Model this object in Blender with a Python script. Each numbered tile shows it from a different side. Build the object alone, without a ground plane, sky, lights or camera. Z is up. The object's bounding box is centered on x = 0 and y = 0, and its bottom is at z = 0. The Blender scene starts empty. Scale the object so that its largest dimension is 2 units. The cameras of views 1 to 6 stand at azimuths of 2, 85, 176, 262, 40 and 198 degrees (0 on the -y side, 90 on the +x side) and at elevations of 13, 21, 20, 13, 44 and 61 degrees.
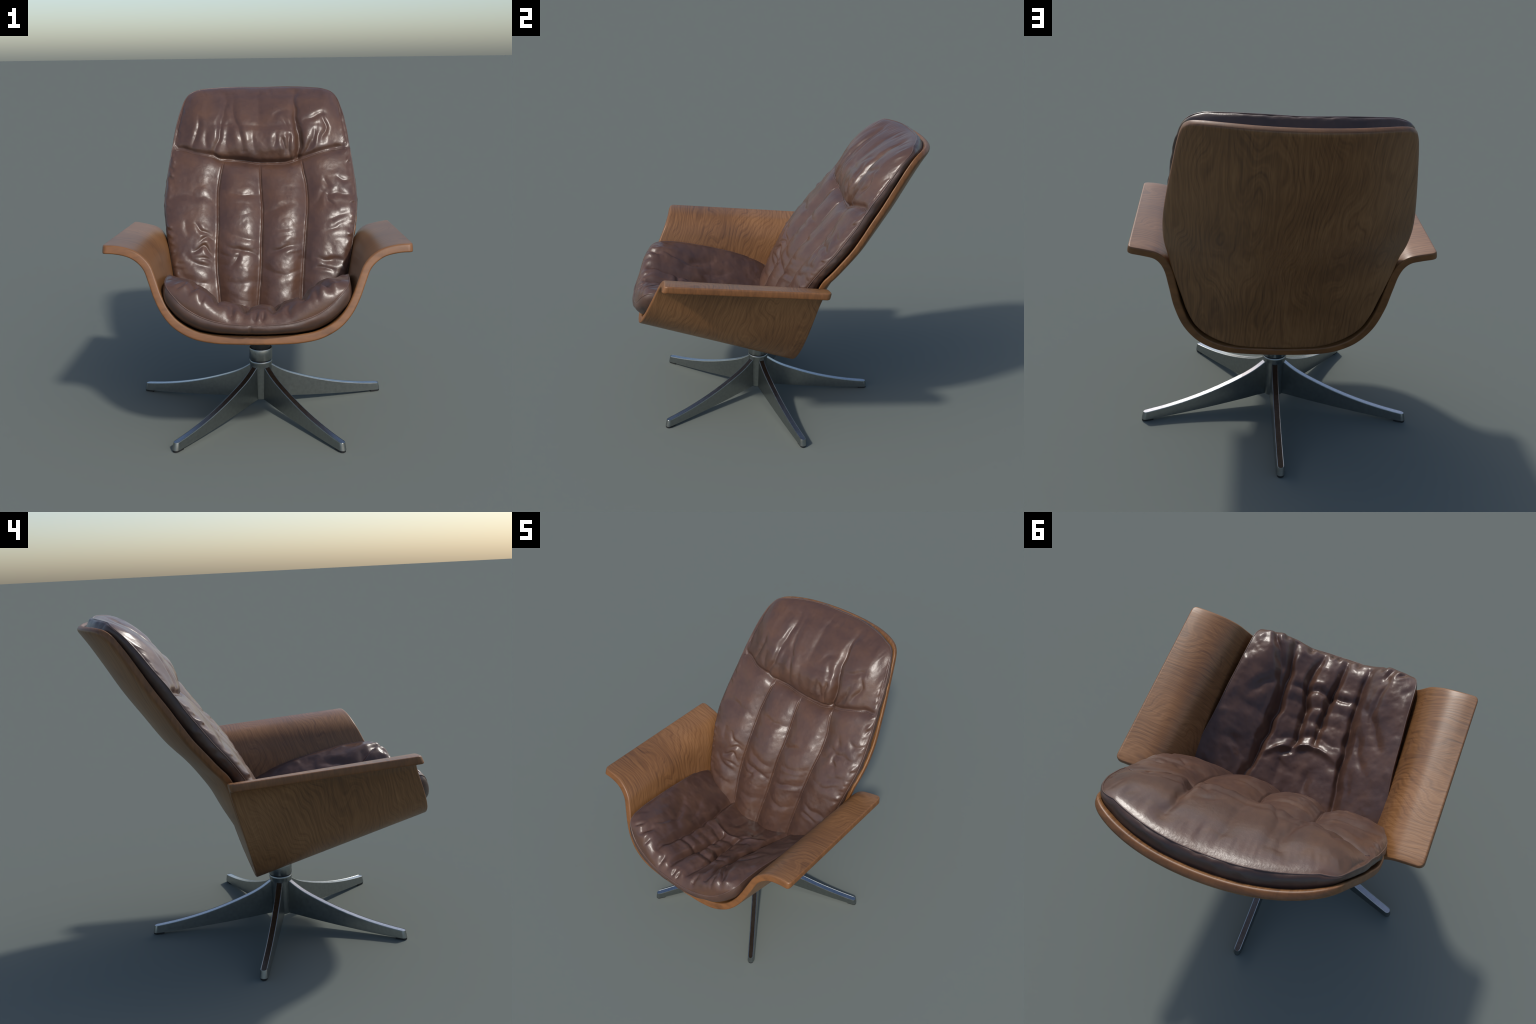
import bpy, bmesh, math, random
import numpy as np

random.seed(7)

# ------------------------------------------------------------------ helpers
def smooth_interp(xs, ys):
    """Shape-preserving cubic through a short table of control values."""
    x = np.asarray(xs, float); y = np.asarray(ys, float)
    h = np.diff(x); d = np.diff(y) / h
    m = np.zeros_like(y); m[0] = d[0]; m[-1] = d[-1]
    for i in range(1, len(x) - 1):
        if d[i - 1] * d[i] > 0:
            w1 = 2 * h[i] + h[i - 1]; w2 = h[i] + 2 * h[i - 1]
            m[i] = (w1 + w2) / (w1 / d[i - 1] + w2 / d[i])
    def f(q):
        q = np.asarray(q, float)
        i = np.clip(np.searchsorted(x, q) - 1, 0, len(x) - 2)
        t = np.clip((q - x[i]) / h[i], -0.6, 1.6)
        lin = np.where(q < x[0], y[0] + m[0] * (q - x[0]), y[-1] + m[-1] * (q - x[-1]))
        t2 = t * t; t3 = t2 * t
        v = ((2 * t3 - 3 * t2 + 1) * y[i] + (t3 - 2 * t2 + t) * h[i] * m[i]
             + (-2 * t3 + 3 * t2) * y[i + 1] + (t3 - t2) * h[i] * m[i + 1])
        return np.where((q < x[0]) | (q > x[-1]), lin, v)
    return f

def catmull(pts, closed, per=24):
    """Centripetal Catmull-Rom through control points (any dimension)."""
    P = np.asarray(pts, float)
    if closed:
        Q = np.vstack([P[-1], P, P[0], P[1]])
    else:
        Q = np.vstack([2 * P[0] - P[1], P, 2 * P[-1] - P[-2]])
    out = []
    for i in range(len(Q) - 3):
        p0, p1, p2, p3 = Q[i:i + 4]
        t0 = 0.0
        t1 = t0 + np.linalg.norm(p1 - p0) ** .5
        t2 = t1 + np.linalg.norm(p2 - p1) ** .5
        t3 = t2 + np.linalg.norm(p3 - p2) ** .5
        for t in np.linspace(t1, t2, per, endpoint=False):
            a1 = (t1 - t) / (t1 - t0) * p0 + (t - t0) / (t1 - t0) * p1
            a2 = (t2 - t) / (t2 - t1) * p1 + (t - t1) / (t2 - t1) * p2
            a3 = (t3 - t) / (t3 - t2) * p2 + (t - t2) / (t3 - t2) * p3
            b1 = (t2 - t) / (t2 - t0) * a1 + (t - t0) / (t2 - t0) * a2
            b2 = (t3 - t) / (t3 - t1) * a2 + (t - t1) / (t3 - t1) * a3
            out.append((t2 - t) / (t2 - t1) * b1 + (t - t1) / (t2 - t1) * b2)
    if not closed:
        out.append(P[-1])
    return np.array(out)

def resample(P, n, closed):
    if closed:
        P = np.vstack([P, P[:1]])
    s = np.concatenate([[0], np.cumsum(np.linalg.norm(np.diff(P, axis=0), axis=1))])
    q = np.linspace(0, s[-1], n, endpoint=not closed)
    return np.stack([np.interp(q, s, P[:, k]) for k in range(P.shape[1])], 1)

def mirrored(half):
    """Closed outline from a half outline running bottom centre -> top centre (x >= 0)."""
    h = [tuple(p) for p in half]
    return h + [(-p[0],) + tuple(p[1:]) for p in h[-2:0:-1]]

def value_noise(p, seed):
    """Smooth 2D/3D value noise in [-1, 1]; p is (..., k)."""
    p = np.asarray(p, float); k = p.shape[-1]
    i = np.floor(p).astype(np.int64); f = p - i; f = f * f * (3 - 2 * f)
    tot = 0
    for c in range(2 ** k):
        off = np.array([(c >> b) & 1 for b in range(k)])
        w = np.prod(np.where(off, f, 1 - f), axis=-1)
        q = i + off
        h = q[..., 0] * 374761393 + q[..., 1] * 668265263 + seed * 1274126177
        if k > 2:
            h = h + q[..., 2] * 2147483647
        h = (h ^ (h >> 13)) * 1274126177
        h = (h ^ (h >> 16)) & 0xffff
        tot = tot + w * (h / 32767.5 - 1)
    return tot

def new_object(name, verts, faces, mat, parent=None, smooth=True):
    me = bpy.data.meshes.new(name)
    me.from_pydata([tuple(v) for v in verts], [], [tuple(f) for f in faces])
    me.update()
    bm = bmesh.new(); bm.from_mesh(me)
    bmesh.ops.recalc_face_normals(bm, faces=bm.faces)
    bm.to_mesh(me); bm.free()
    me.materials.append(mat)
    if smooth:
        me.polygons.foreach_set("use_smooth", [True] * len(me.polygons))
    ob = bpy.data.objects.new(name, me)
    bpy.context.scene.collection.objects.link(ob)
    if parent is not None:
        ob.parent = parent
    return ob

def grid_faces(rows, cols, wrap, base=0):
    f = []
    for r in range(rows - 1):
        for c in range(cols if wrap else cols - 1):
            d = (c + 1) % cols
            f.append((base + r * cols + c, base + r * cols + d, base + (r + 1) * cols + d, base + (r + 1) * cols + c))
    return f

def tube(path, radius, closed, sides=8):
    P = np.asarray(path); n = len(P)
    T = np.roll(P, -1, 0) - np.roll(P, 1, 0)
    if not closed:
        T[0] = P[1] - P[0]; T[-1] = P[-1] - P[-2]
    T /= np.linalg.norm(T, axis=1)[:, None]
    up = np.array([0.13, -0.77, 0.62]); A = np.cross(T, up); A /= np.linalg.norm(A, axis=1)[:, None]
    B = np.cross(T, A)
    a = np.arange(sides) * 2 * math.pi / sides
    V = P[:, None] + radius * (np.cos(a)[None, :, None] * A[:, None] + np.sin(a)[None, :, None] * B[:, None])
    f = grid_faces(n, sides, True)
    if closed:
        f += [((n - 1) * sides + c, (n - 1) * sides + (c + 1) % sides, (c + 1) % sides, c) for c in range(sides)]
    else:
        f += [tuple(range(sides))[::-1], tuple((n - 1) * sides + c for c in range(sides))]
    return V.reshape(-1, 3), f

def lathe(profile, seg, centre):
    r = np.array([p[0] for p in profile]); z = np.array([p[1] for p in profile])
    a = np.arange(seg) * 2 * math.pi / seg
    V = np.stack([centre[0] + r[:, None] * np.cos(a), centre[1] + r[:, None] * np.sin(a), np.repeat(z[:, None], seg, 1)], -1)
    n = len(profile)
    f = grid_faces(n, seg, True) + [tuple(range(seg))[::-1], tuple((n - 1) * seg + c for c in range(seg))]
    return V.reshape(-1, 3), f

# ------------------------------------------------------------------ materials
class Nodes:
    def __init__(self, name):
        self.m = bpy.data.materials.new(name); self.m.use_nodes = True
        self.t = self.m.node_tree; self.b = self.t.nodes["Principled BSDF"]
    def n(self, kind, **props):
        nd = self.t.nodes.new(kind)
        ins = props.pop("ins", {})
        for k, v in props.items():
            setattr(nd, k, v)
        for k, v in ins.items():
            if isinstance(v, bpy.types.NodeSocket):
                self.t.links.new(v, nd.inputs[k])
            else:
                nd.inputs[k].default_value = v
        return nd
    def link(self, a, b):
        self.t.links.new(a, b)
    def ramp(self, fac, stops):
        r = self.n("ShaderNodeValToRGB", ins={"Fac": fac}); e = r.color_ramp.elements
        while len(e) < len(stops):
            e.new(0.5)
        for q, (p, c) in zip(e, stops):
            q.position = p; q.color = (*c, 1) if len(c) == 3 else c
        return r.outputs["Color"]
    def math(self, op, a, b=0.0, c=0.0):
        m = self.n("ShaderNodeMath", operation=op)
        for i, v in enumerate((a, b, c)):
            if isinstance(v, bpy.types.NodeSocket):
                self.link(v, m.inputs[i])
            else:
                m.inputs[i].default_value = v
        return m.outputs[0]
    def mix(self, kind, fac, a, b):
        m = self.n("ShaderNodeMix", data_type="RGBA", blend_type=kind)
        for s, v in ((m.inputs[0], fac), (m.inputs[6], a), (m.inputs[7], b)):
            if isinstance(v, bpy.types.NodeSocket):
                self.link(v, s)
            else:
                s.default_value = v if not isinstance(v, tuple) else (*v, 1)
        return m.outputs[2]
    def noise(self, vec, scale, detail=4, rough=.55, dist=0.0):
        return self.n("ShaderNodeTexNoise", ins={"Vector": vec, "Scale": scale, "Detail": detail, "Roughness": rough, "Distortion": dist}).outputs["Fac"]
    def mapped(self, scale, rot=(0, 0, 0), loc=(0, 0, 0)):
        tc = self.n("ShaderNodeTexCoord")
        return self.n("ShaderNodeMapping", ins={"Vector": tc.outputs["Object"], "Scale": scale, "Rotation": rot, "Location": loc}).outputs["Vector"]

WOOD_DARK = (0.080, 0.034, 0.0140)
WOOD_MID = (0.208, 0.094, 0.034)
WOOD_LIGHT = (0.325, 0.160, 0.064)

def wood(name, axis, tint=1.0):
    """Walnut veneer. axis: object-space direction across the grain ('y' shell, 'x' back)."""
    w = Nodes(name)
    tc = w.n("ShaderNodeTexCoord").outputs["Object"]
    sep = w.n("ShaderNodeSeparateXYZ", ins={"Vector": tc})
    if axis == "y":
        across = w.math("ADD", sep.outputs["Y"], w.math("MULTIPLY", sep.outputs["Z"], -0.32))
        warp_a = w.mapped((1.6, 3.0, 1.6), loc=(3.1, 0.4, 7.7))
        warp_b = w.mapped((3.0, 14.0, 3.0))
        lean = w.n("ShaderNodeCombineXYZ", ins={"X": sep.outputs["X"], "Y": across, "Z": sep.outputs["Z"]}).outputs[0]
        fibre = w.n("ShaderNodeMapping", ins={"Vector": lean, "Scale": (4.0, 150.0, 4.0)}).outputs[0]
        pore_v = w.n("ShaderNodeMapping", ins={"Vector": lean, "Scale": (9.0, 330.0, 9.0)}).outputs[0]
    else:
        across = sep.outputs["X"]
        warp_a = w.mapped((3.2, 0.9, 1.05), loc=(1.3, 2.4, 0.35))
        warp_b = w.mapped((13.0, 2.5, 2.5))
        fibre = w.mapped((150.0, 4.0, 4.0))
        pore_v = w.mapped((330.0, 9.0, 9.0))
    big = w.noise(warp_a, 1.0, 2, .5)
    small = w.noise(warp_b, 1.0, 3, .6)
    v = w.math("ADD", w.math("MULTIPLY", across, 1.0), w.math("MULTIPLY", big, 0.62))
    v = w.math("ADD", v, w.math("MULTIPLY", small, 0.035))
    rings = w.math("FRACT", w.math("MULTIPLY", v, 26.0))
    band = w.ramp(rings, [(0.0, (.50,) * 3), (.18, (.80,) * 3), (.50, (.92,) * 3), (.80, (.76,) * 3), (1.0, (.50,) * 3)])
    fine = w.math("FRACT", w.math("MULTIPLY", v, 71.0))
    fine = w.ramp(fine, [(0.0, (.35,) * 3), (.5, (.75,) * 3), (1.0, (.40,) * 3)])
    fib = w.noise(fibre, 1.0, 3, .6)
    tone = w.noise(w.mapped((2.2, 2.2, 2.2), loc=(5, 1, 2)), 1.0, 3, .5)
    strength = w.ramp(w.noise(w.mapped((3.3, 3.3, 3.3), loc=(9, 4, 1)), 1.0, 3, .5), [(.32, (.10,) * 3), (.66, (.50,) * 3)])
    if axis == "y":        # plain end grain on the cut edges
        nz = w.n("ShaderNodeSeparateXYZ", ins={"Vector": w.n("ShaderNodeTexCoord").outputs["Normal"]}).outputs["Y"]
        face = w.ramp(w.math("ABSOLUTE", nz), [(.45, (1,) * 3), (.75, (.30,) * 3)])
        tip = w.ramp(w.math("ABSOLUTE", sep.outputs["X"]), [(.822, (1,) * 3), (.832, (.2,) * 3)])
        face = w.math("MULTIPLY", face, tip)
    else:                  # rim of the back panel: square to the face normal
        nv = w.n("ShaderNodeTexCoord").outputs["Normal"]
        dot = w.n("ShaderNodeVectorMath", operation="DOT_PRODUCT", ins={0: nv, 1: (0, .84, -.54)}).outputs["Value"]
        face = w.ramp(w.math("ABSOLUTE", dot), [(.40, (.15,) * 3), (.75, (1,) * 3)])
    f = w.math("MULTIPLY", w.math("SUBTRACT", band, .75), strength)
    f = w.math("ADD", f, w.math("MULTIPLY", w.math("SUBTRACT", fine, .55), .22))
    f = w.math("ADD", f, w.math("MULTIPLY", w.math("SUBTRACT", fib, .5), .52))
    f = w.math("ADD", f, w.math("MULTIPLY", w.math("SUBTRACT", tone, .5), .55))
    f = w.math("ADD", w.math("MULTIPLY", f, face), .5)
    col = w.ramp(f, [(.18, WOOD_DARK), (.50, WOOD_MID), (.80, WOOD_LIGHT)])
    pores = w.ramp(w.noise(pore_v, 1.0, 2, .5), [(.30, (.62,) * 3), (.42, (1,) * 3)])
    col = w.mix("MULTIPLY", .45, col, pores)
    # cut edges: warmer end grain with long soft streaks
    streak = w.ramp(w.noise(w.mapped((9, 60, 16), loc=(2, 3, 1)), 1.0, 3, .6), [(.30, (.62, .50, .36)), (.62, (1.02, .86, .64))])
    col = w.mix("MULTIPLY", w.math("MULTIPLY", w.math("SUBTRACT", 1.0, face), 1.0), col, streak)
    if tint != 1.0:
        col = w.mix("MULTIPLY", 1.0, col, (tint, tint, tint))
    w.link(col, w.b.inputs["Base Color"])
    r = w.math("ADD", w.math("ADD", w.math("MULTIPLY", fib, .12), .34), w.math("MULTIPLY", w.math("SUBTRACT", 1.0, face), .10))
    w.link(r, w.b.inputs["Roughness"])
    w.b.inputs["Specular IOR Level"].default_value = .5
    bump = w.n("ShaderNodeBump", ins={"Height": f, "Strength": .12, "Distance": .004})
    w.link(bump.outputs[0], w.b.inputs["Normal"])
    return w.m

def leather(name, base, dark, warm, rough=.30):
    w = Nodes(name)
    v = w.mapped((1, 1, 1))
    blotch = w.noise(v, 6.5, 5, .6)
    fine = w.noise(v, 38, 4, .6)
    col = w.ramp(blotch, [(.32, dark), (.50, base), (.70, warm)])
    col = w.mix("MULTIPLY", .5, col, w.ramp(fine, [(.15, (.80,) * 3), (.85, (1.18,) * 3)]))
    w.link(col, w.b.inputs["Base Color"])
    grain = w.noise(v, 170, 2, .5)
    mid = w.noise(v, 55, 3, .55)
    h = w.math("ADD", w.math("MULTIPLY", grain, .14), w.math("MULTIPLY", mid, .50))
    bump = w.n("ShaderNodeBump", ins={"Height": h, "Strength": .36, "Distance": .004})
    w.link(bump.outputs[0], w.b.inputs["Normal"])
    r = w.math("ADD", w.math("MULTIPLY", fine, .14), rough - .07)
    w.link(r, w.b.inputs["Roughness"])
    return w.m

def metal(name, col, rough, patina=False):
    w = Nodes(name)
    v = w.mapped((1, 1, 1))
    n = w.noise(v, 45, 5, .65)
    w.link(w.mix("MULTIPLY", .5, col, w.ramp(n, [(.3, (.72,) * 3), (.6, (1,) * 3)])), w.b.inputs["Base Color"])
    w.b.inputs["Metallic"].default_value = 1.0
    w.link(w.math("ADD", w.math("MULTIPLY", n, .16), rough - .08), w.b.inputs["Roughness"])
    pit = w.ramp(w.noise(v, 150, 3, .7), [(.28, (0,) * 3), (.40, (1,) * 3)])
    bump = w.n("ShaderNodeBump", ins={"Height": pit, "Strength": .10, "Distance": .002})
    w.link(bump.outputs[0], w.b.inputs["Normal"])
    return w.m

def plain(name, col, rough):
    w = Nodes(name)
    n = w.noise(w.mapped((1, 1, 1)), 60, 3, .6)
    w.link(w.mix("MULTIPLY", .4, col, w.ramp(n, [(.3, (.7,) * 3), (.7, (1,) * 3)])), w.b.inputs["Base Color"])
    w.b.inputs["Roughness"].default_value = rough
    return w.m

WOOD_SHELL = wood("walnut_shell", "y")
WOOD_BACK = wood("walnut_back", "x")
LEATHER = leather("brown_leather", (.090, .047, .033), (.073, .039, .030), (.108, .054, .033), .325)
LEATHER_SIDE = leather("brown_leather_side", (.074, .041, .030), (.054, .031, .024), (.090, .047, .032), .36)
WELT = leather("brown_leather_welt", (.105, .060, .046), (.08, .046, .036), (.13, .075, .057), .32)
STEEL = metal("brushed_aluminium", (.335, .355, .355), .31)
STEEL_TOP = metal("aluminium_sky_tinted", (.42, .43, .45), .24)  # leg metal with base colour lightened and blued for sky reflected on top faces
RUBBER = plain("black_rubber", (.012, .012, .013), .6)
BLACK = plain("black_steel", (.015, .015, .017), .4)

# ------------------------------------------------------------------ chair root
root = bpy.data.objects.new("lounge_chair", None)
bpy.context.scene.collection.objects.link(root)
root.location = (0, 0, 0)
root["label"] = "reclined swivel lounge chair, brown leather cushions in a bent walnut shell"
root["category"] = "lounge chair"

# ------------------------------------------------------------------ seat shell
# Underside profile (x, z) of the bent plywood at its front cut and at its rear cut,
# bottom centre -> armrest tip. The two cuts are planes leaning forward / backward.
SHELL_FRONT = [(0, .704), (.120, .706), (.234, .7125), (.341, .7345), (.438, .785), (.500, .848), (.545, .925), (.578, 1.005),
               (.607, 1.071), (.643, 1.108), (.690, 1.134), (.765, 1.150), (.835, 1.153)]
SHELL_REAR = [(0, .401), (.140, .404), (.269, .415), (.360, .440), (.458, .498), (.541, .602), (.593, .740), (.620, .877),
              (.641, .977), (.664, 1.026), (.694, 1.054), (.745, 1.069), (.837, 1.087)]
SHELL_T = 0.044
def front_cut(z): return -1.2625 + .4265 * z
def rear_cut(z): return -.028 + .268 * z

SHELL_R = .009        # rounding of the plywood edges
TIP_R = .034          # rounding of the armrest corners in plan

def shell_layers(q_prof):
    """Outer and inner surface at the two cuts, sampled at the profile parameters q_prof (0 bottom centre, 1 armrest tip)."""
    f = catmull(SHELL_FRONT, False, 16); r = catmull(SHELL_REAR, False, 16)
    s = np.concatenate([[0], np.cumsum(np.linalg.norm(np.diff((f + r) / 2, axis=0), axis=1))]); s /= s[-1]
    res = []
    for p, cut in ((f, front_cut), (r, rear_cut)):
        d = np.gradient(p, axis=0); d /= np.linalg.norm(d, axis=1)[:, None]
        nrm = np.stack([-d[:, 1], d[:, 0]], 1); nrm[0] = (0, 1)
        for t in (0.0, SHELL_T):
            w = p + t * nrm
            x = np.interp(q_prof, s, w[:, 0]); z = np.interp(q_prof, s, w[:, 1])
            res.append(np.stack([x, cut(z), z], 1))
    return res            # front outer, front inner, rear outer, rear inner

def shell_inner_z(x, y):
    """Height of the inside of the shell below the point (x, y)."""
    _, fi, _, ri = shell_layers(np.linspace(0, .80, 160))
    k = np.linspace(-.12, 1, 120)[:, None, None]
    G = ((1 - k) * fi[None] + k * ri[None]).reshape(-1, 3)
    x = np.abs(np.atleast_1d(x)); y = np.atleast_1d(y)
    out = []
    for a, b in zip(x, y):
        d = (G[:, 0] - a) ** 2 + (G[:, 1] - b) ** 2
        i = np.argpartition(d, 4)[:4]; w = 1 / (d[i] + 1e-7)
        out.append((w * G[i, 2]).sum() / w.sum())
    return np.array(out)

def build_seat_shell():
    L = 1.30                                                    # developed length of half the profile
    e_tip = np.array([.034, .026, .019, .013, .009, .0055, .003, .001, 0.0])
    q = np.concatenate([np.linspace(0, .965, 100), 1 - e_tip / L])
    fo, fi, ro, ri = shell_layers(q)
    e = (1 - q) * L
    arc = np.linspace(0, math.pi / 2, 6)
    rows = []
    for k in range(len(q)):
        a = max(SHELL_R - e[k], 0); dt = SHELL_R - math.sqrt(max(SHELL_R ** 2 - a * a, 0))
        b = max(TIP_R - e[k], 0); dd = TIP_R - math.sqrt(max(TIP_R ** 2 - b * b, 0))
        D = np.linalg.norm(ro[k] - fo[k])
        R = SHELL_R; lo, hi = dt, SHELL_T - dt
        rt = min(R, (hi - lo) / 2 - 1e-4)
        loop = []
        for d in np.linspace(dd + R, D - dd - R, 26):
            loop.append((d, lo))
        loop += [(D - dd - R + R * math.sin(t), lo + rt * (1 - math.cos(t))) for t in arc[1:]]
        loop += [(D - dd - R + R * math.cos(t), hi - rt * (1 - math.sin(t))) for t in arc[:]]
        for d in np.linspace(D - dd - R, dd + R, 26)[1:]:
            loop.append((d, hi))
        loop += [(dd + R - R * math.sin(t), hi - rt * (1 - math.cos(t))) for t in arc[1:]]
        loop += [(dd + R - R * math.cos(t), lo + rt * (1 - math.sin(t))) for t in arc[:-1]]
        lp = np.array(loop); u = (lp[:, 0] / D)[:, None]; v = (lp[:, 1] / SHELL_T)[:, None]
        rows.append((1 - v) * ((1 - u) * fo[k] + u * ro[k]) + v * ((1 - u) * fi[k] + u * ri[k]))
    half = np.array(rows); n = half.shape[1]
    full = np.concatenate([half[:0:-1] * (-1, 1, 1), half])
    m = len(full)
    V = full.reshape(-1, 3)
    F = grid_faces(m, n, True) + [tuple(range(n))[::-1], tuple((m - 1) * n + c for c in range(n))]
    return new_object("seat_shell", V, F, WOOD_SHELL, root)

# ------------------------------------------------------------------ back panel
PANEL_HALF = [(0, .450), (.12, .4525), (.236, .463), (.338, .497), (.420, .549), (.474, .606), (.520, .702), (.550, .804), (.586, .934),
              (.610, 1.02), (.622, 1.09), (.631, 1.15), (.637, 1.22), (.634, 1.31), (.625, 1.395), (.609, 1.49), (.590, 1.585),
              (.569, 1.69), (.548, 1.79), (.528, 1.860), (.514, 1.884), (.488, 1.902), (.44, 1.911), (.34, 1.914), (.16, 1.912), (0, 1.911)]
panel_centre_y = smooth_interp([.40, .587, .703, .824, .944, 1.037, 1.148, 1.249, 1.395, 1.554, 1.716, 1.838, 1.909],
                               [.082, .134, .180, .250, .312, .376, .464, .560, .665, .776, .873, .949, .999])
panel_edge_y = smooth_interp([.40, .60, .80, .95, 1.05, 1.10, 1.148, 1.217, 1.31, 1.395, 1.49, 1.585, 1.69, 1.79, 1.88, 1.93],
                             [.078, .131, .184, .226, .252, .278, .320, .376, .452, .509, .571, .636, .702, .766, .828, .868])
panel_half_w = smooth_interp([.45, .50, .60, .70, .80, .93, 1.02, 1.09, 1.22, 1.31, 1.395, 1.49, 1.585, 1.69, 1.79, 1.95],
                             [.30, .36, .47, .52, .55, .586, .61, .622, .637, .634, .625, .609, .59, .569, .548, .515])
def panel_rear_y(x, z):
    u = np.clip(np.abs(x) / panel_half_w(z), 0, 1.05)
    return panel_centre_y(z) - (panel_centre_y(z) - panel_edge_y(z)) * (.75 * u ** 2 + .25 * u ** 4)
PANEL_T = .045
PANEL_DIR = np.array([0, -.84, .54])      # thickness direction, square to the recline

def polar(outline, centre, radii):
    O = np.asarray(outline) - np.asarray(centre)
    return np.asarray(centre) + radii[:, None, None] * O[None]

def build_back_panel():
    N = 480
    out = resample(catmull(mirrored(PANEL_HALF), True, 16), N, True)
    rr = np.concatenate([np.linspace(.02, .93, 40), [.945, .958, .968]])
    R = .013                                   # rounding of the rim
    ang = np.linspace(0, math.pi / 2, 5)
    scale = .50                                 # mean distance centre-outline, turns metres into radii
    rim = [(1 - R / scale * (1 - math.sin(a)), R * (1 - math.cos(a))) for a in ang]     # (radius, depth) on the rear side
    prof = [(r, 0.0) for r in rr] + rim + [(r, PANEL_T - d) for r, d in rim[::-1]] + [(r, PANEL_T) for r in rr[::-1]]
    rad = np.array([p[0] for p in prof]); dep = np.array([p[1] for p in prof])
    XZ = polar(out, (0, 1.2), rad)
    x, z = XZ[..., 0], XZ[..., 1]
    y = panel_rear_y(x, z)
    V = np.stack([x, y, z], -1) + dep[:, None, None] * PANEL_DIR
    rows = len(prof)
    F = grid_faces(rows, N, True)
    c0 = len(V.reshape(-1, 3))
    V = np.vstack([V.reshape(-1, 3), V[0].mean(0), V[-1].mean(0)])
    F += [(c, (c + 1) % N, c0) for c in range(N)] + [((rows - 1) * N + (c + 1) % N, (rows - 1) * N + c, c0 + 1) for c in range(N)]
    return new_object("back_panel", V, F, WOOD_BACK, root)

# ------------------------------------------------------------------ wrinkles
def crease_field(p, creases, deep=1.0, wide=1.0, flank=.15):
    """Sum of soft folds. Each crease: (points, depth, width); positive depth digs in, the flanks swell a little."""
    tot = np.zeros(p.shape[:-1])
    for pts, depth, width in creases:
        depth, width = depth * deep, width * wide
        C = catmull(pts, False, 6)
        L = np.concatenate([[0], np.cumsum(np.linalg.norm(np.diff(C, axis=0), axis=1))])
        lo = C.min(0) - 4 * width; hi = C.max(0) + 4 * width
        m = np.all((p > lo) & (p < hi), axis=-1)
        q = p[m]
        if not len(q):
            continue
        best = np.full(len(q), 1e9); at = np.zeros(len(q))
        for i in range(len(C) - 1):
            a, b = C[i], C[i + 1]; ab = b - a
            t = np.clip(((q - a) @ ab) / (ab @ ab), 0, 1)
            d = np.linalg.norm(q - a - t[:, None] * ab, axis=1)
            k = d < best
            best[k] = d[k]; at[k] = (L[i] + t[k] * (L[i + 1] - L[i])) / L[-1]
        g = best / width
        taper = np.sin(np.pi * np.clip(at * .86 + .07, 0, 1)) ** .7
        shape = np.exp(-np.abs(g) ** 1.7) - flank * np.exp(-((g - 2.0) / 1.0) ** 2)
        tot[m] += depth * taper * shape
    return tot

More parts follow.
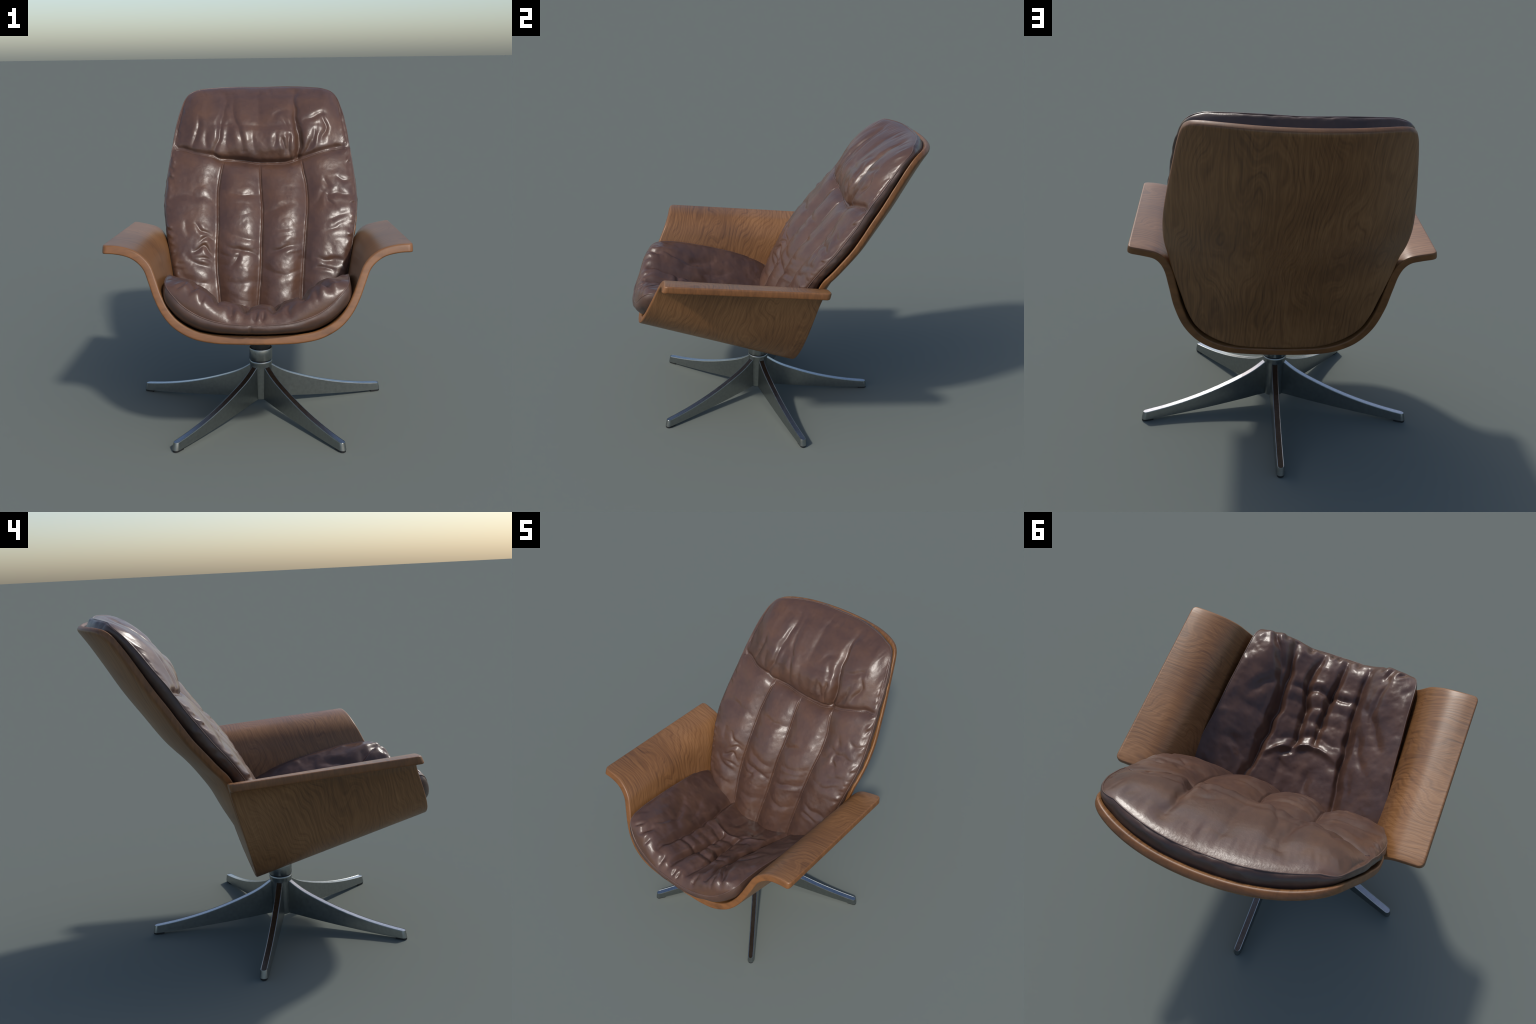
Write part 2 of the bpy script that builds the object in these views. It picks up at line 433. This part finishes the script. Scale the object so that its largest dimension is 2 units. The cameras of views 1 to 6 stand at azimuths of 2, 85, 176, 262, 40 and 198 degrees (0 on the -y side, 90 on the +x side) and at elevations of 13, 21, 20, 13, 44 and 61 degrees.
# creases of the back cushion in (x, z)
BACK_CREASES = [
    # headrest: long folds falling from the top edge
    ([(-.271, 1.945), (-.244, 1.897), (-.250, 1.808), (-.262, 1.753), (-.287, 1.633), (-.312, 1.551)], .016, .015),
    ([(-.198, 1.942), (-.189, 1.857), (-.179, 1.779), (-.133, 1.665), (-.115, 1.570)], .013, .017),
    ([(.230, 1.940), (.221, 1.853), (.242, 1.726), (.249, 1.650), (.251, 1.520)], .024, .014),
    ([(.268, 1.720), (.263, 1.639), (.251, 1.510)], .030, .018),
    ([(-.026, 1.928), (-.012, 1.855), (-.016, 1.772)], .007, .018),
    ([(.187, 1.673), (.181, 1.618), (.192, 1.530)], .015, .011),
    ([(.128, 1.657), (.157, 1.602), (.168, 1.530)], .014, .011),
    ([(.098, 1.685), (.092, 1.597)], .009, .013),
    ([(.150, 1.760), (.215, 1.690)], .010, .014),
    ([(.273, 1.759), (.358, 1.786), (.436, 1.796)], .012, .015),
    ([(.405, 1.769), (.433, 1.713), (.400, 1.624)], .011, .014),
    ([(.335, 1.638), (.293, 1.540)], .016, .015),
    ([(.365, 1.70), (.345, 1.61)], .009, .012),
    ([(-.413, 1.766), (-.411, 1.710), (-.447, 1.620), (-.457, 1.579)], .012, .014),
    ([(-.360, 1.70), (-.365, 1.58)], .008, .016),
    ([(.074, 1.749), (.117, 1.809), (.202, 1.815)], .008, .014),
    ([(-.06, 1.70), (-.045, 1.57)], .008, .020),
    # backrest panels: sagging cross folds
    ([(-.598, 1.288), (-.479, 1.307), (-.379, 1.290), (-.311, 1.260)], .008, .018),
    ([(-.220, 1.312), (-.159, 1.309), (-.072, 1.300), (-.015, 1.285)], .011, .014),
    ([(.032, 1.189), (.090, 1.210), (.171, 1.246)], .015, .018),
    ([(.073, 1.095), (.169, 1.110), (.261, 1.122)], .006, .018),
    ([(.072, 1.044), (.158, 1.061), (.261, 1.075)], .004, .018),
    ([(.061, .964), (.168, 1.004), (.254, 1.018)], .012, .015),
    ([(-.219, 1.092), (-.126, 1.063), (-.025, 1.035)], .009, .017),
    ([(-.218, 1.002), (-.137, .985), (-.025, .946)], .012, .015),
    ([(-.170, .886), (-.142, .938), (-.131, .964)], .010, .014),
    ([(-.418, 1.132), (-.383, 1.090), (-.305, 1.068)], .011, .012),
    ([(-.393, 1.028), (-.343, 1.051), (-.299, 1.041)], .011, .011),
    ([(-.415, .975), (-.365, 1.000), (-.312, .947)], .012, .012),
    ([(-.466, .949), (-.396, .898), (-.303, .863)], .010, .016),
    ([(-.408, .934), (-.353, .937), (-.303, .904)], .008, .010),
    ([(-.483, 1.168), (-.463, 1.085)], .006, .016),
    ([(-.52, .86), (-.42, .80), (-.31, .78)], .008, .018),
    ([(.404, 1.321), (.449, 1.300), (.513, 1.310), (.582, 1.288)], .011, .013),
    ([(.449, 1.305), (.442, 1.265), (.480, 1.219)], .012, .013),
    ([(.443, 1.163), (.507, 1.182), (.577, 1.195)], .007, .016),
    ([(.419, 1.096), (.493, 1.121), (.552, 1.133)], .005, .016),
    ([(.330, 1.22), (.380, 1.26), (.420, 1.32)], .008, .016),
    ([(.354, .928), (.438, .919), (.517, .927)], .011, .014),
    ([(.359, .871), (.409, .883), (.459, .871)], .009, .011),
    ([(.423, 1.390), (.444, 1.327)], .009, .014),
    ([(.50, 1.41), (.55, 1.38), (.59, 1.385)], .008, .012),
    ([(.04, .86), (.14, .84), (.24, .86)], .007, .018),
    ([(-.22, .80), (-.12, .78), (-.03, .80)], .006, .020),
]
HEAD_SWALES = [
    ([(.232, 1.955), (.228, 1.85), (.245, 1.70), (.25, 1.53)], .024, .045),
    ([(-.005, 1.945), (-.015, 1.85), (-.01, 1.60)], .013, .045),
    ([(-.235, 1.945), (-.220, 1.80), (-.235, 1.56)], .020, .048),
    ([(-.40, 1.73), (-.20, 1.735), (.02, 1.722), (.22, 1.735), (.42, 1.74)], .006, .018),
]
# creases of the seat cushion in (x, y)
SEAT_CREASES = [
    # four long channels, deepest towards the front roll
    ([(-.280, -.030), (-.271, -.105), (-.236, -.340), (-.214, -.560), (-.200, -.745), (-.208, -.895)], .029, .017),
    ([(-.044, -.420), (-.041, -.598), (-.050, -.720), (-.060, -.850), (-.064, -.935)], .028, .016),
    ([(.114, -.309), (.058, -.400), (.070, -.547), (.100, -.690), (.108, -.800), (.080, -.926)], .027, .016),
    ([(.280, -.050), (.271, -.120), (.245, -.350), (.228, -.500), (.228, -.640), (.242, -.790), (.254, -.915)], .034, .018),
    ([(.278, -.325), (.247, -.491), (.255, -.642), (.304, -.765), (.365, -.878), (.415, -.940)], .018, .016),
    # broad swales that make the pads between the channels
    ([(-.27, -.08), (-.22, -.45), (-.205, -.90)], .020, .048),
    ([(.275, -.08), (.235, -.45), (.25, -.88)], .018, .048),
    ([(-.045, -.50), (-.05, -.95)], .018, .042),
    ([(.08, -.45), (.095, -.93)], .018, .042),
    # cross folds
    ([(-.205, -.700), (-.110, -.694), (-.049, -.705), (.033, -.708), (.098, -.688), (.200, -.672)], .013, .019),
    ([(-.205, -.344), (-.120, -.385), (-.037, -.400), (.060, -.370), (.150, -.320), (.240, -.265)], -.012, .015),
    ([(-.187, -.425), (-.058, -.456), (.072, -.421), (.204, -.350)], .009, .018),
    ([(-.17, -.52), (-.05, -.54), (.06, -.525), (.19, -.50)], .006, .020),
    ([(-.18, -.61), (-.05, -.62), (.09, -.605), (.20, -.59)], .006, .018),
    ([(-.412, -.427), (-.328, -.582), (-.254, -.660)], .014, .024),
    ([(-.36, -.30), (-.30, -.42), (-.26, -.50)], .008, .022),
    ([(-.066, -.137), (-.079, -.277)], .010, .024),
    ([(.10, -.14), (.11, -.27)], .008, .024),
    ([(.405, -.502), (.345, -.588), (.273, -.668)], .013, .022),
    ([(.46, -.22), (.38, -.24), (.30, -.20)], .008, .022),
    ([(-.337, -.884), (-.331, -.778), (-.310, -.612), (-.335, -.518)], .010, .018),
    ([(-.374, -.937), (-.293, -.793)], .011, .018),
    ([(.375, -.904), (.335, -.780), (.298, -.731)], .010, .018),
    # puckers along the front roll
    ([(-.140, -.980), (-.135, -.900)], .010, .014),
    ([(-.006, -.985), (0, -.925)], .012, .012),
    ([(.030, -.985), (.034, -.930)], .011, .010),
    ([(.171, -.978), (.170, -.905)], .013, .014),
    ([(-.30, -.955), (-.275, -.90)], .010, .012),
    ([(.33, -.945), (.30, -.89)], .010, .012),
    ([(-.43, -.90), (-.38, -.85)], .009, .012),
]

# ------------------------------------------------------------------ back cushion
BACK_HALF = [(0, .535), (.16, .540), (.30, .562), (.405, .612), (.480, .685), (.526, .765), (.556, .86), (.577, .96), (.603, 1.10),
             (.623, 1.22), (.625, 1.30), (.617, 1.40), (.605, 1.50), (.590, 1.605), (.576, 1.705), (.560, 1.78), (.545, 1.83),
             (.523, 1.888), (.488, 1.929), (.43, 1.951), (.33, 1.961), (.18, 1.966), (0, 1.963)]
back_seam_y = smooth_interp([.40, .55, .685, .85, .937, 1.10, 1.22, 1.30, 1.41, 1.50, 1.57, 1.616, 1.705, 1.82, 1.884, 1.925, 1.97],
                            [-.150, -.105, -.045, .034, .078, .163, .246, .312, .394, .459, .500, .532, .600, .684, .738, .784, .826])
back_seam_curl = smooth_interp([.4, 1.65, 1.80, 1.95, 2.0], [0, 0, .20, .42, .46])
head_seam_z = smooth_interp([-.62, -.54, -.433, -.324, -.26, -.135, .014, .162, .222, .293, .37, .447, .574, .62],
                            [1.571, 1.570, 1.548, 1.530, 1.503, 1.493, 1.475, 1.479, 1.493, 1.516, 1.544, 1.563, 1.575, 1.576])
seam_left_x = smooth_interp([.4, .685, .87, .94, 1.10, 1.30, 1.40, 1.47, 1.52], [-.245, -.254, -.274, -.277, -.272, -.277, -.266, -.252, -.24])
seam_mid_x = smooth_interp([.4, .64, .85, 1.04, 1.2, 1.3, 1.44, 1.5], [-.012, -.010, .004, .009, .014, .006, -.002, -.004])
seam_right_x = smooth_interp([.4, .705, .886, 1.12, 1.25, 1.354, 1.437, 1.52], [.255, .264, .276, .296, .308, .301, .283, .27])

def back_base_y(x, z):
    return back_seam_y(z) + back_seam_curl(z) * np.clip(.43 ** 2 - x * x, 0, 1)

def back_front_y(x, z, rho):
    u = np.clip(np.abs(x) / (panel_half_w(z) * .985), 0, 1)
    dz = z - head_seam_z(x)
    head = dz > 0
    # headrest pillow
    up = np.clip(dz, 0, 1)
    hf = .124 * np.sqrt(np.clip(1 - rho ** 11, 0, 1)) * np.sqrt(np.clip(1 - u ** 4, 0, 1)) * (1 - np.exp(-(up / .132) ** 1.4)) * (1 - .15 * np.clip((up - .22) / .25, 0, 1))
    # four vertical pillows below it
    dn = np.clip(-dz, 0, 2)
    pil = 1.0
    fine = 0.0
    for sx in (seam_left_x, seam_mid_x, seam_right_x):
        d = x - sx(z)
        pil = pil * (1 - .90 * np.exp(-np.abs(d / .058) ** 1.5))
        fine = fine + .011 * np.exp(-(d / .0065) ** 2) - .0035 * np.exp(-((d + .0075) / .005) ** 2)
    lf = .062 * np.sqrt(np.clip(1 - rho ** 9, 0, 1)) * pil * (1 - np.exp(-dn / .07))
    lf = lf - fine * np.clip(dn / .03, 0, 1)
    seam = .032 * np.exp(-((dz - .006) / .021) ** 2) * np.clip((1.02 - rho) / .16, .12, 1) * (1 - .6 * np.exp(-((np.abs(x) - .40) / .14) ** 2))
    # towards both sides the seam itself rides up on the padding
    ride = .034 * np.exp(-((np.abs(x) - .38) / .14) ** 2) * np.exp(-(dz / .10) ** 2) * np.sqrt(np.clip(1 - rho ** 12, 0, 1))
    y = back_base_y(x, z) - np.where(head, hf, lf) + seam - ride
    # soft unevenness and edge puckers
    P = np.stack([x, z], -1)
    inner = np.clip((1 - rho) / .06, 0, 1)
    warp = .05 * np.stack([value_noise(P * 6 + 2, 41), value_noise(P * 6 + 7, 42)], -1)
    W = P + warp
    sag = np.where(head, value_noise(W * (19, 6.5), 43), value_noise(W * (6.5, 17), 44))
    sag = .6 * sag + .4 * (1 - 2 * np.abs(np.where(head, value_noise(W * (15, 7) + 3, 45), value_noise(W * (8, 15) + 3, 46))))
    y = y + inner * (.0036 * sag + .0032 * value_noise(P * 9, 3) + .0014 * value_noise(P * 24 + 5, 4) + .0006 * value_noise(P * 52 + 5, 5))
    th = np.arctan2(x, z - 1.2)
    edge = np.exp(-((rho - .962) / .026) ** 2) * np.clip((1 - rho) / .012, 0, 1)
    y = y + edge * (.0085 * value_noise(np.stack([th * 24, rho * 3], -1), 11) + .0035 * value_noise(np.stack([th * 55, rho * 9], -1), 12))
    if BACK_CREASES:
        # jitter the fold lines so that they wander like real leather
        Q = P + np.stack([.010 * value_noise(P * 17, 51), .010 * value_noise(P * 17 + 9, 52)], -1)
        y = y + inner * crease_field(Q, BACK_CREASES, 1.0, 1.15)
        y = y + inner * crease_field(P, HEAD_SWALES)
    return y

def sheet_faces(rows, N, centre_index):
    return grid_faces(rows, N, True) + [(c, (c + 1) % N, centre_index) for c in range(N)]

def split_by(ob_name_a, ob_name_b, V, F, mask, mat_a, mat_b, parent):
    """One smooth surface cut into two parts by face; border vertices coincide, normals come from the whole."""
    me = bpy.data.meshes.new("whole"); me.from_pydata([tuple(v) for v in V], [], F); me.update()
    bm = bmesh.new(); bm.from_mesh(me); bmesh.ops.recalc_face_normals(bm, faces=bm.faces); bm.to_mesh(me); bm.free()
    vn = np.empty(len(V) * 3, np.float32); me.vertex_normals.foreach_get("vector", vn); vn = vn.reshape(-1, 3)
    polys = [tuple(p.vertices) for p in me.polygons]
    bpy.data.meshes.remove(me)
    res = []
    for name, want, mat in ((ob_name_a, True, mat_a), (ob_name_b, False, mat_b)):
        fs = [f for f in polys if bool(mask[list(f)].mean() > .5) == want]
        used = sorted({i for f in fs for i in f}); mp = {i: k for k, i in enumerate(used)}
        m = bpy.data.meshes.new(name)
        m.from_pydata([tuple(V[i]) for i in used], [], [tuple(mp[i] for i in f) for f in fs]); m.update()
        m.polygons.foreach_set("use_smooth", [True] * len(m.polygons))
        m.materials.append(mat)
        m.normals_split_custom_set_from_vertices([tuple(vn[i]) for i in used])
        ob = bpy.data.objects.new(name, m); bpy.context.scene.collection.objects.link(ob); ob.parent = parent
        res.append(ob)
    return res

def build_back_cushion():
    grp = bpy.data.objects.new("back_cushion", None); bpy.context.scene.collection.objects.link(grp); grp.parent = root
    N = 720
    out = resample(catmull(mirrored(BACK_HALF), True, 16), N, True)
    rad = np.concatenate([np.linspace(.008, .93, 190), np.linspace(.933, 1.0, 26)])
    XZ = polar(out, (0, 1.2), rad); x, z = XZ[..., 0], XZ[..., 1]
    rho = np.repeat(rad[:, None], N, 1)
    y = back_front_y(x, z, rho)
    V = np.stack([x, y, z], -1).reshape(-1, 3)
    V = np.vstack([V, [V[:N].mean(0)]])
    F = sheet_faces(len(rad), N, len(V) - 1)
    mask = V[:, 2] > head_seam_z(V[:, 0])
    split_by("headrest", "backrest", V, F, mask, LEATHER, LEATHER, grp)
    # side band: from the welt back to the wooden panel, tucking inwards
    ex, ez = out[:, 0], out[:, 1]; ey = y[-1]
    T = np.roll(out, -1, 0) - np.roll(out, 1, 0); T /= np.linalg.norm(T, axis=1)[:, None]
    inward = np.stack([-T[:, 1], T[:, 0]], 1)
    inward *= np.sign((inward * (np.array([0, 1.2]) - out)).sum(1))[:, None]
    bdir = np.array([0, .84, -.54])
    # distance from the welt, along bdir, to the front face of the wooden panel
    gap = np.full(len(ex), .02)
    for step in np.linspace(.02, .17, 76):
        py, pz = ey + bdir[1] * step, ez + bdir[2] * step
        front = panel_rear_y(ex * .95, pz + PANEL_DIR[2] * -PANEL_T) + PANEL_DIR[1] * PANEL_T
        gap = np.where(py < front, step, gap)
    gap = gap + .004
    rows = []
    for t in np.linspace(0, 1, 12):
        ins = -.007 * math.sin(math.pi * min(t / .6, 1)) + .045 * max(0, (t - .35) / .65) ** 2
        p = np.stack([ex, ey, ez], 1) + bdir * (gap * t)[:, None]
        ins = ins + .005 * math.sin(math.pi * min(t / .7, 1)) * value_noise(np.stack([np.arctan2(ex, ez - 1.2) * 22, np.full(N, t * 2.5)], -1), 81)
        p[:, 0] += inward[:, 0] * ins; p[:, 2] += inward[:, 1] * ins
        rows.append(p)
    c = np.array([0, panel_rear_y(0, 1.2) - .06, 1.2])
    for k in (.75, .5, .25):
        q = rows[11] * 1.0
        q[:, 0] *= k; q[:, 2] = 1.2 + (q[:, 2] - 1.2) * k
        q[:, 1] = panel_rear_y(q[:, 0], q[:, 2]) - .064
        rows.append(q)
    W = np.vstack(rows + [c[None]])
    Fb = grid_faces(len(rows), N, True) + [((len(rows) - 1) * N + i, (len(rows) - 1) * N + (i + 1) % N, len(W) - 1) for i in range(N)]
    new_object("cushion_side", W, Fb, LEATHER_SIDE, grp)
    v, f = tube(np.stack([ex, ey + .001, ez], 1), .0036, True)
    new_object("welt", v, f, WELT, grp)
    # thin stitched cord along the seam under the headrest
    xs = np.linspace(-.575, .575, 120); zs = head_seam_z(xs) - .004
    # radius of each cord point in the polar frame
    ang = np.arctan2(out[:, 0], out[:, 1] - 1.2); ro = np.hypot(out[:, 0], out[:, 1] - 1.2); o = np.argsort(ang)
    rr = np.hypot(xs, zs - 1.2) / np.interp(np.arctan2(xs, zs - 1.2), ang[o], ro[o])
    ys = back_front_y(xs, zs, rr)
    v, f = tube(np.stack([xs, ys + .001, zs], 1), .0032, False)
    new_object("headrest_cord", v, f, WELT, grp)
    return grp

# ------------------------------------------------------------------ seat cushion
# outline of the welt: (x, y, z) half, front centre -> rear centre
SEAT_HALF = [(0, -.994, .822), (.10, -.992, .825), (.19, -.983, .833), (.294, -.966, .861), (.374, -.946, .903), (.435, -.918, .956),
             (.472, -.885, .993), (.488, -.835, 1.008), (.495, -.750, 1.008), (.503, -.60, .985), (.512, -.50, .962), (.527, -.30, .909),
             (.550, -.15, .850), (.558, -.08, .822), (.535, -.025, .78), (.46, .0, .72), (.30, .015, .62), (.15, .02, .57), (0, .02, .55)]
seat_mid_z = smooth_interp([-1.0, -.97, -.93, -.86, -.75, -.60, -.45, -.30, -.10, .03], [.822, .858, .880, .888, .862, .800, .742, .682, .608, .552])
seat_side_z = smooth_interp([-1.0, -.93, -.88, -.835, -.75, -.60, -.50, -.30, -.15, -.08, .03], [.972, .996, 1.008, 1.012, 1.008, .987, .962, .909, .850, .822, .78])
seat_side_x = smooth_interp([-1.0, -.88, -.75, -.5, -.3, -.08, .03], [.475, .485, .495, .512, .527, .558, .56])
SEAT_C = np.array([0.0, -.48])

def seat_sheet_z(x, y):
    t = np.clip(np.abs(x) / seat_side_x(y), 0, 1.1)
    k = np.clip((t - .20) / .60, 0, 1)
    front = np.clip((-.45 - y) / .35, 0, 1)
    g = (1 - front) * (.80 * t ** 1.5 + .20 * t ** 3) + front * (k * k * (3 - 2 * k))
    return seat_mid_z(y) + (seat_side_z(y) - seat_mid_z(y)) * g

def seat_top_z(x, y, rho, edge_z):
    """edge_z: welt height on the same spoke; the sheet meets it with a rounded shoulder."""
    s = seat_sheet_z(x, y)
    shoulder = np.sqrt(np.clip(1 - np.clip((rho - .86) / .14, 0, 1) ** 2, 0, 1))
    side = np.clip((np.abs(x) - .3) / .2, 0, 1)
    z = edge_z + (s - edge_z) * shoulder
    z = z + (.024 - .015 * np.clip((-.55 - y) / .25, 0, 1)) * side * np.sqrt(np.clip(1 - rho ** 8, 0, 1)) * np.clip(1 - ((rho - .72) / .3) ** 2, 0, 1)
    P = np.stack([x, y], -1)
    inner = np.clip((1 - rho) / .07, 0, 1)
    W = P + .05 * np.stack([value_noise(P * 6 + 2, 71), value_noise(P * 6 + 7, 72)], -1)
    z = z + inner * (.0055 * value_noise(P * 8, 21) + .0040 * value_noise(W * (11, 16) + 3, 22) + .0018 * value_noise(P * 26, 23) + .0009 * value_noise(P * 52, 24))
    th = np.arctan2(x, y - SEAT_C[1])
    z = z + np.exp(-((rho - .93) / .05) ** 2) * .005 * value_noise(np.stack([th * 14, rho * 3], -1), 31)
    if SEAT_CREASES:
        Q = P + np.stack([.010 * value_noise(P * 15, 61), .010 * value_noise(P * 15 + 9, 62)], -1)
        z = z - inner * crease_field(Q, SEAT_CREASES, 1.30, 1.0)
    return z

def build_seat_cushion():
    grp = bpy.data.objects.new("seat_cushion", None); bpy.context.scene.collection.objects.link(grp); grp.parent = root
    N = 640
    out = resample(catmull(mirrored(SEAT_HALF), True, 16), N, True)
    rad = np.concatenate([np.linspace(.008, .90, 150), np.linspace(.904, .985, 26), [.989, .992, .995, .9975, .999, 1.0]])
    XY = polar(out[:, :2], SEAT_C, rad); x, y = XY[..., 0], XY[..., 1]
    rho = np.repeat(rad[:, None], N, 1); ez = np.repeat(out[None, :, 2], len(rad), 0)
    z = seat_top_z(x, y, rho, ez)
    V = np.stack([x, y, z], -1).reshape(-1, 3); V = np.vstack([V, [V[:N].mean(0)]])
    new_object("seat_pad", V, sheet_faces(len(rad), N, len(V) - 1), LEATHER, grp)
    E = np.stack([out[:, 0], out[:, 1], z[-1]], 1)
    T = np.roll(E[:, :2], -1, 0) - np.roll(E[:, :2], 1, 0); T /= np.linalg.norm(T, axis=1)[:, None]
    inward = np.stack([-T[:, 1], T[:, 0]], 1)
    inward *= np.sign((inward * (SEAT_C - E[:, :2])).sum(1))[:, None]
    rows = []
    front = np.clip((-inward[:, 1] * -1), 0, 1) * (E[:, 1] < -.6)          # 1 on the front edge, 0 on the flanks
    B = E.copy(); B[:, 1] += .060 * front; B[:, 0] *= 1 - .02 * front
    B[:, 2] = np.minimum(shell_inner_z(B[:, 0], B[:, 1]) + .004, E[:, 2] - .05)
    for t in np.linspace(0, 1, 16):
        p = E + (B - E) * t
        p[:, :2] += inward * ((-.014 * math.sin(math.pi * t) + .010 * max(0, t - .8) / .2)
                              - .018 * (front * math.sin(math.pi * t ** .8))
                              + .004 * math.sin(math.pi * t) * value_noise(np.stack([E[:, 0] * 14, np.full(N, t * 2.5)], -1), 91))[:, None]
        p[:, 1] += .007 * front * math.sin(math.pi * t) * np.exp(-((p[:, 0] + .03) / .009) ** 2)      # stitched join in the front band
        rows.append(p)
    last = rows[-1]
    for k in (.8, .55, .3, .1):
        q = last.copy(); q[:, :2] = SEAT_C + (q[:, :2] - SEAT_C) * k
        q[:, 2] = np.maximum(seat_sheet_z(q[:, 0], q[:, 1]) - .095, shell_inner_z(q[:, 0], q[:, 1]) + .006)
        rows.append(q)
    W = np.vstack(rows + [rows[-1].mean(0)[None]])
    F = grid_faces(len(rows), N, True) + [((len(rows) - 1) * N + i, (len(rows) - 1) * N + (i + 1) % N, len(W) - 1) for i in range(N)]
    new_object("cushion_side", W, F, LEATHER_SIDE, grp)
    v, f = tube(E, .0036, True)
    new_object("welt", v, f, WELT, grp)
    return grp

# ------------------------------------------------------------------ swivel base
BASE_C = (0.0, -.115)
def build_base():
    grp = bpy.data.objects.new("swivel_base", None); bpy.context.scene.collection.objects.link(grp); grp.parent = root
    hub = [(.030, .062), (.064, .062), (.068, .066), (.068, .27), (.070, .290), (.0725, .300), (.0725, .308), (.070, .312), (.030, .312)]
    v, f = lathe(hub, 40, BASE_C); o = new_object("hub", v, f, STEEL, grp)
    ring = [(.03, .311), (.066, .311), (.066, .320), (.03, .320)]
    v, f = lathe(ring, 40, BASE_C); new_object("dark_ring", v, f, BLACK, grp)
    col = [(.03, .319), (.070, .319), (.0725, .322), (.0725, .389), (.0705, .393), (.03, .393)]
    v, f = lathe(col, 40, BASE_C); new_object("collar", v, f, STEEL, grp)
    rod = [(.02, .388), (.060, .388), (.060, .43), (.05, .475), (.02, .475)]
    v, f = lathe(rod, 40, BASE_C); new_object("column", v, f, BLACK, grp)
    for o in grp.children:
        for p in o.data.polygons:
            p.use_smooth = True
        o.modifiers.new("edge", "EDGE_SPLIT").split_angle = math.radians(40)
    # one arm of the star, pointing along +x, then shared by five objects
    top = smooth_interp([.03, .072, .10, .14, .19, .25, .32, .40, .50, .60, .70, .81, .83],
                        [.300, .273, .2535, .2295, .2055, .182, .157, .1315, .105, .084, .068, .0555, .0535])
    bot = smooth_interp([.03, .07, .22, .44, .66, .77, .83], [.066, .064, .048, .029, .0155, .0115, .0105])
    rs = np.concatenate([np.linspace(.03, .13, 16), np.linspace(.14, .79, 44)])
    tip = .812; hw_t, hw_b = .0195, .0235
    secs = []
    nose = [tip - .0195 + .0195 * math.sin(a) for a in np.linspace(.15, math.pi / 2, 9)]
    prof_r = list(rs) + nose
    sides = []
    for r in prof_r:
        k = 1.0 if r <= tip - .0195 else math.sqrt(max(1 - ((r - tip + .0195) / .0195) ** 2, 0.0))
        k = max(k, .02)
        zt, zb = float(top(r)), float(bot(r))
        ht, hb = hw_t * k, hw_b * k
        lean = .010 * max(0, (r - (tip - .05)) / .05)          # foot splays out a little
        b = .0028
        sec = [(-hb, zb), (-ht, zt - b), (-ht + b * .3 * k, zt - b * .25), (-ht + b * k, zt), (-ht + 1.7 * b * k, zt - .0012),
               (ht - 1.7 * b * k, zt - .0012), (ht - b * k, zt), (ht - b * .3 * k, zt - b * .25), (ht, zt - b), (hb, zb)]
        secs.append([(r + lean * (1 - (zz - zb) / max(zt - zb, 1e-4)), yy, zz) for yy, zz in sec])
    V = np.array(secs).reshape(-1, 3); n = len(secs[0])
    F = grid_faces(len(secs), n, True) + [tuple(range(n))[::-1], tuple((len(secs) - 1) * n + c for c in range(n))]
    me_ob = None
    pad_me = None
    for k in range(5):
        a = math.radians(90 + 72 * k)
        if me_ob is None:
            me_ob = new_object("leg", V, F, STEEL, grp); leg = me_ob
            me_ob.data.materials.append(STEEL_TOP)
            for p in me_ob.data.polygons:
                vs = set(i % n for i in p.vertices)
                if vs == {4, 5}:
                    p.material_index = 1
            leg.modifiers.new("edge", "EDGE_SPLIT").split_angle = math.radians(14)
        else:
            leg = me_ob.copy(); bpy.context.scene.collection.objects.link(leg); leg.parent = grp
        leg.location = (BASE_C[0], BASE_C[1], 0); leg.rotation_euler = (0, 0, a)
        if pad_me is None:
            th = np.linspace(-math.pi / 2, math.pi / 2, 13)
            o = [(.757, -.019)] + [(.802 + .019 * math.cos(t), .019 * math.sin(t)) for t in th] + [(.757, .019)]
            m = len(o)
            pv = [(x, y, z) for z in (0.0, .0115) for x, y in o]
            pf = grid_faces(2, m, True) + [tuple(range(m))[::-1], tuple(m + i for i in range(m))]
            pad = new_object("foot_pad", pv, pf, RUBBER, leg, smooth=False); pad_me = pad.data
        else:
            pad = bpy.data.objects.new("foot_pad", pad_me); bpy.context.scene.collection.objects.link(pad); pad.parent = leg
    return grp

build_seat_shell()
build_back_panel()
build_back_cushion()
build_seat_cushion()
build_base()
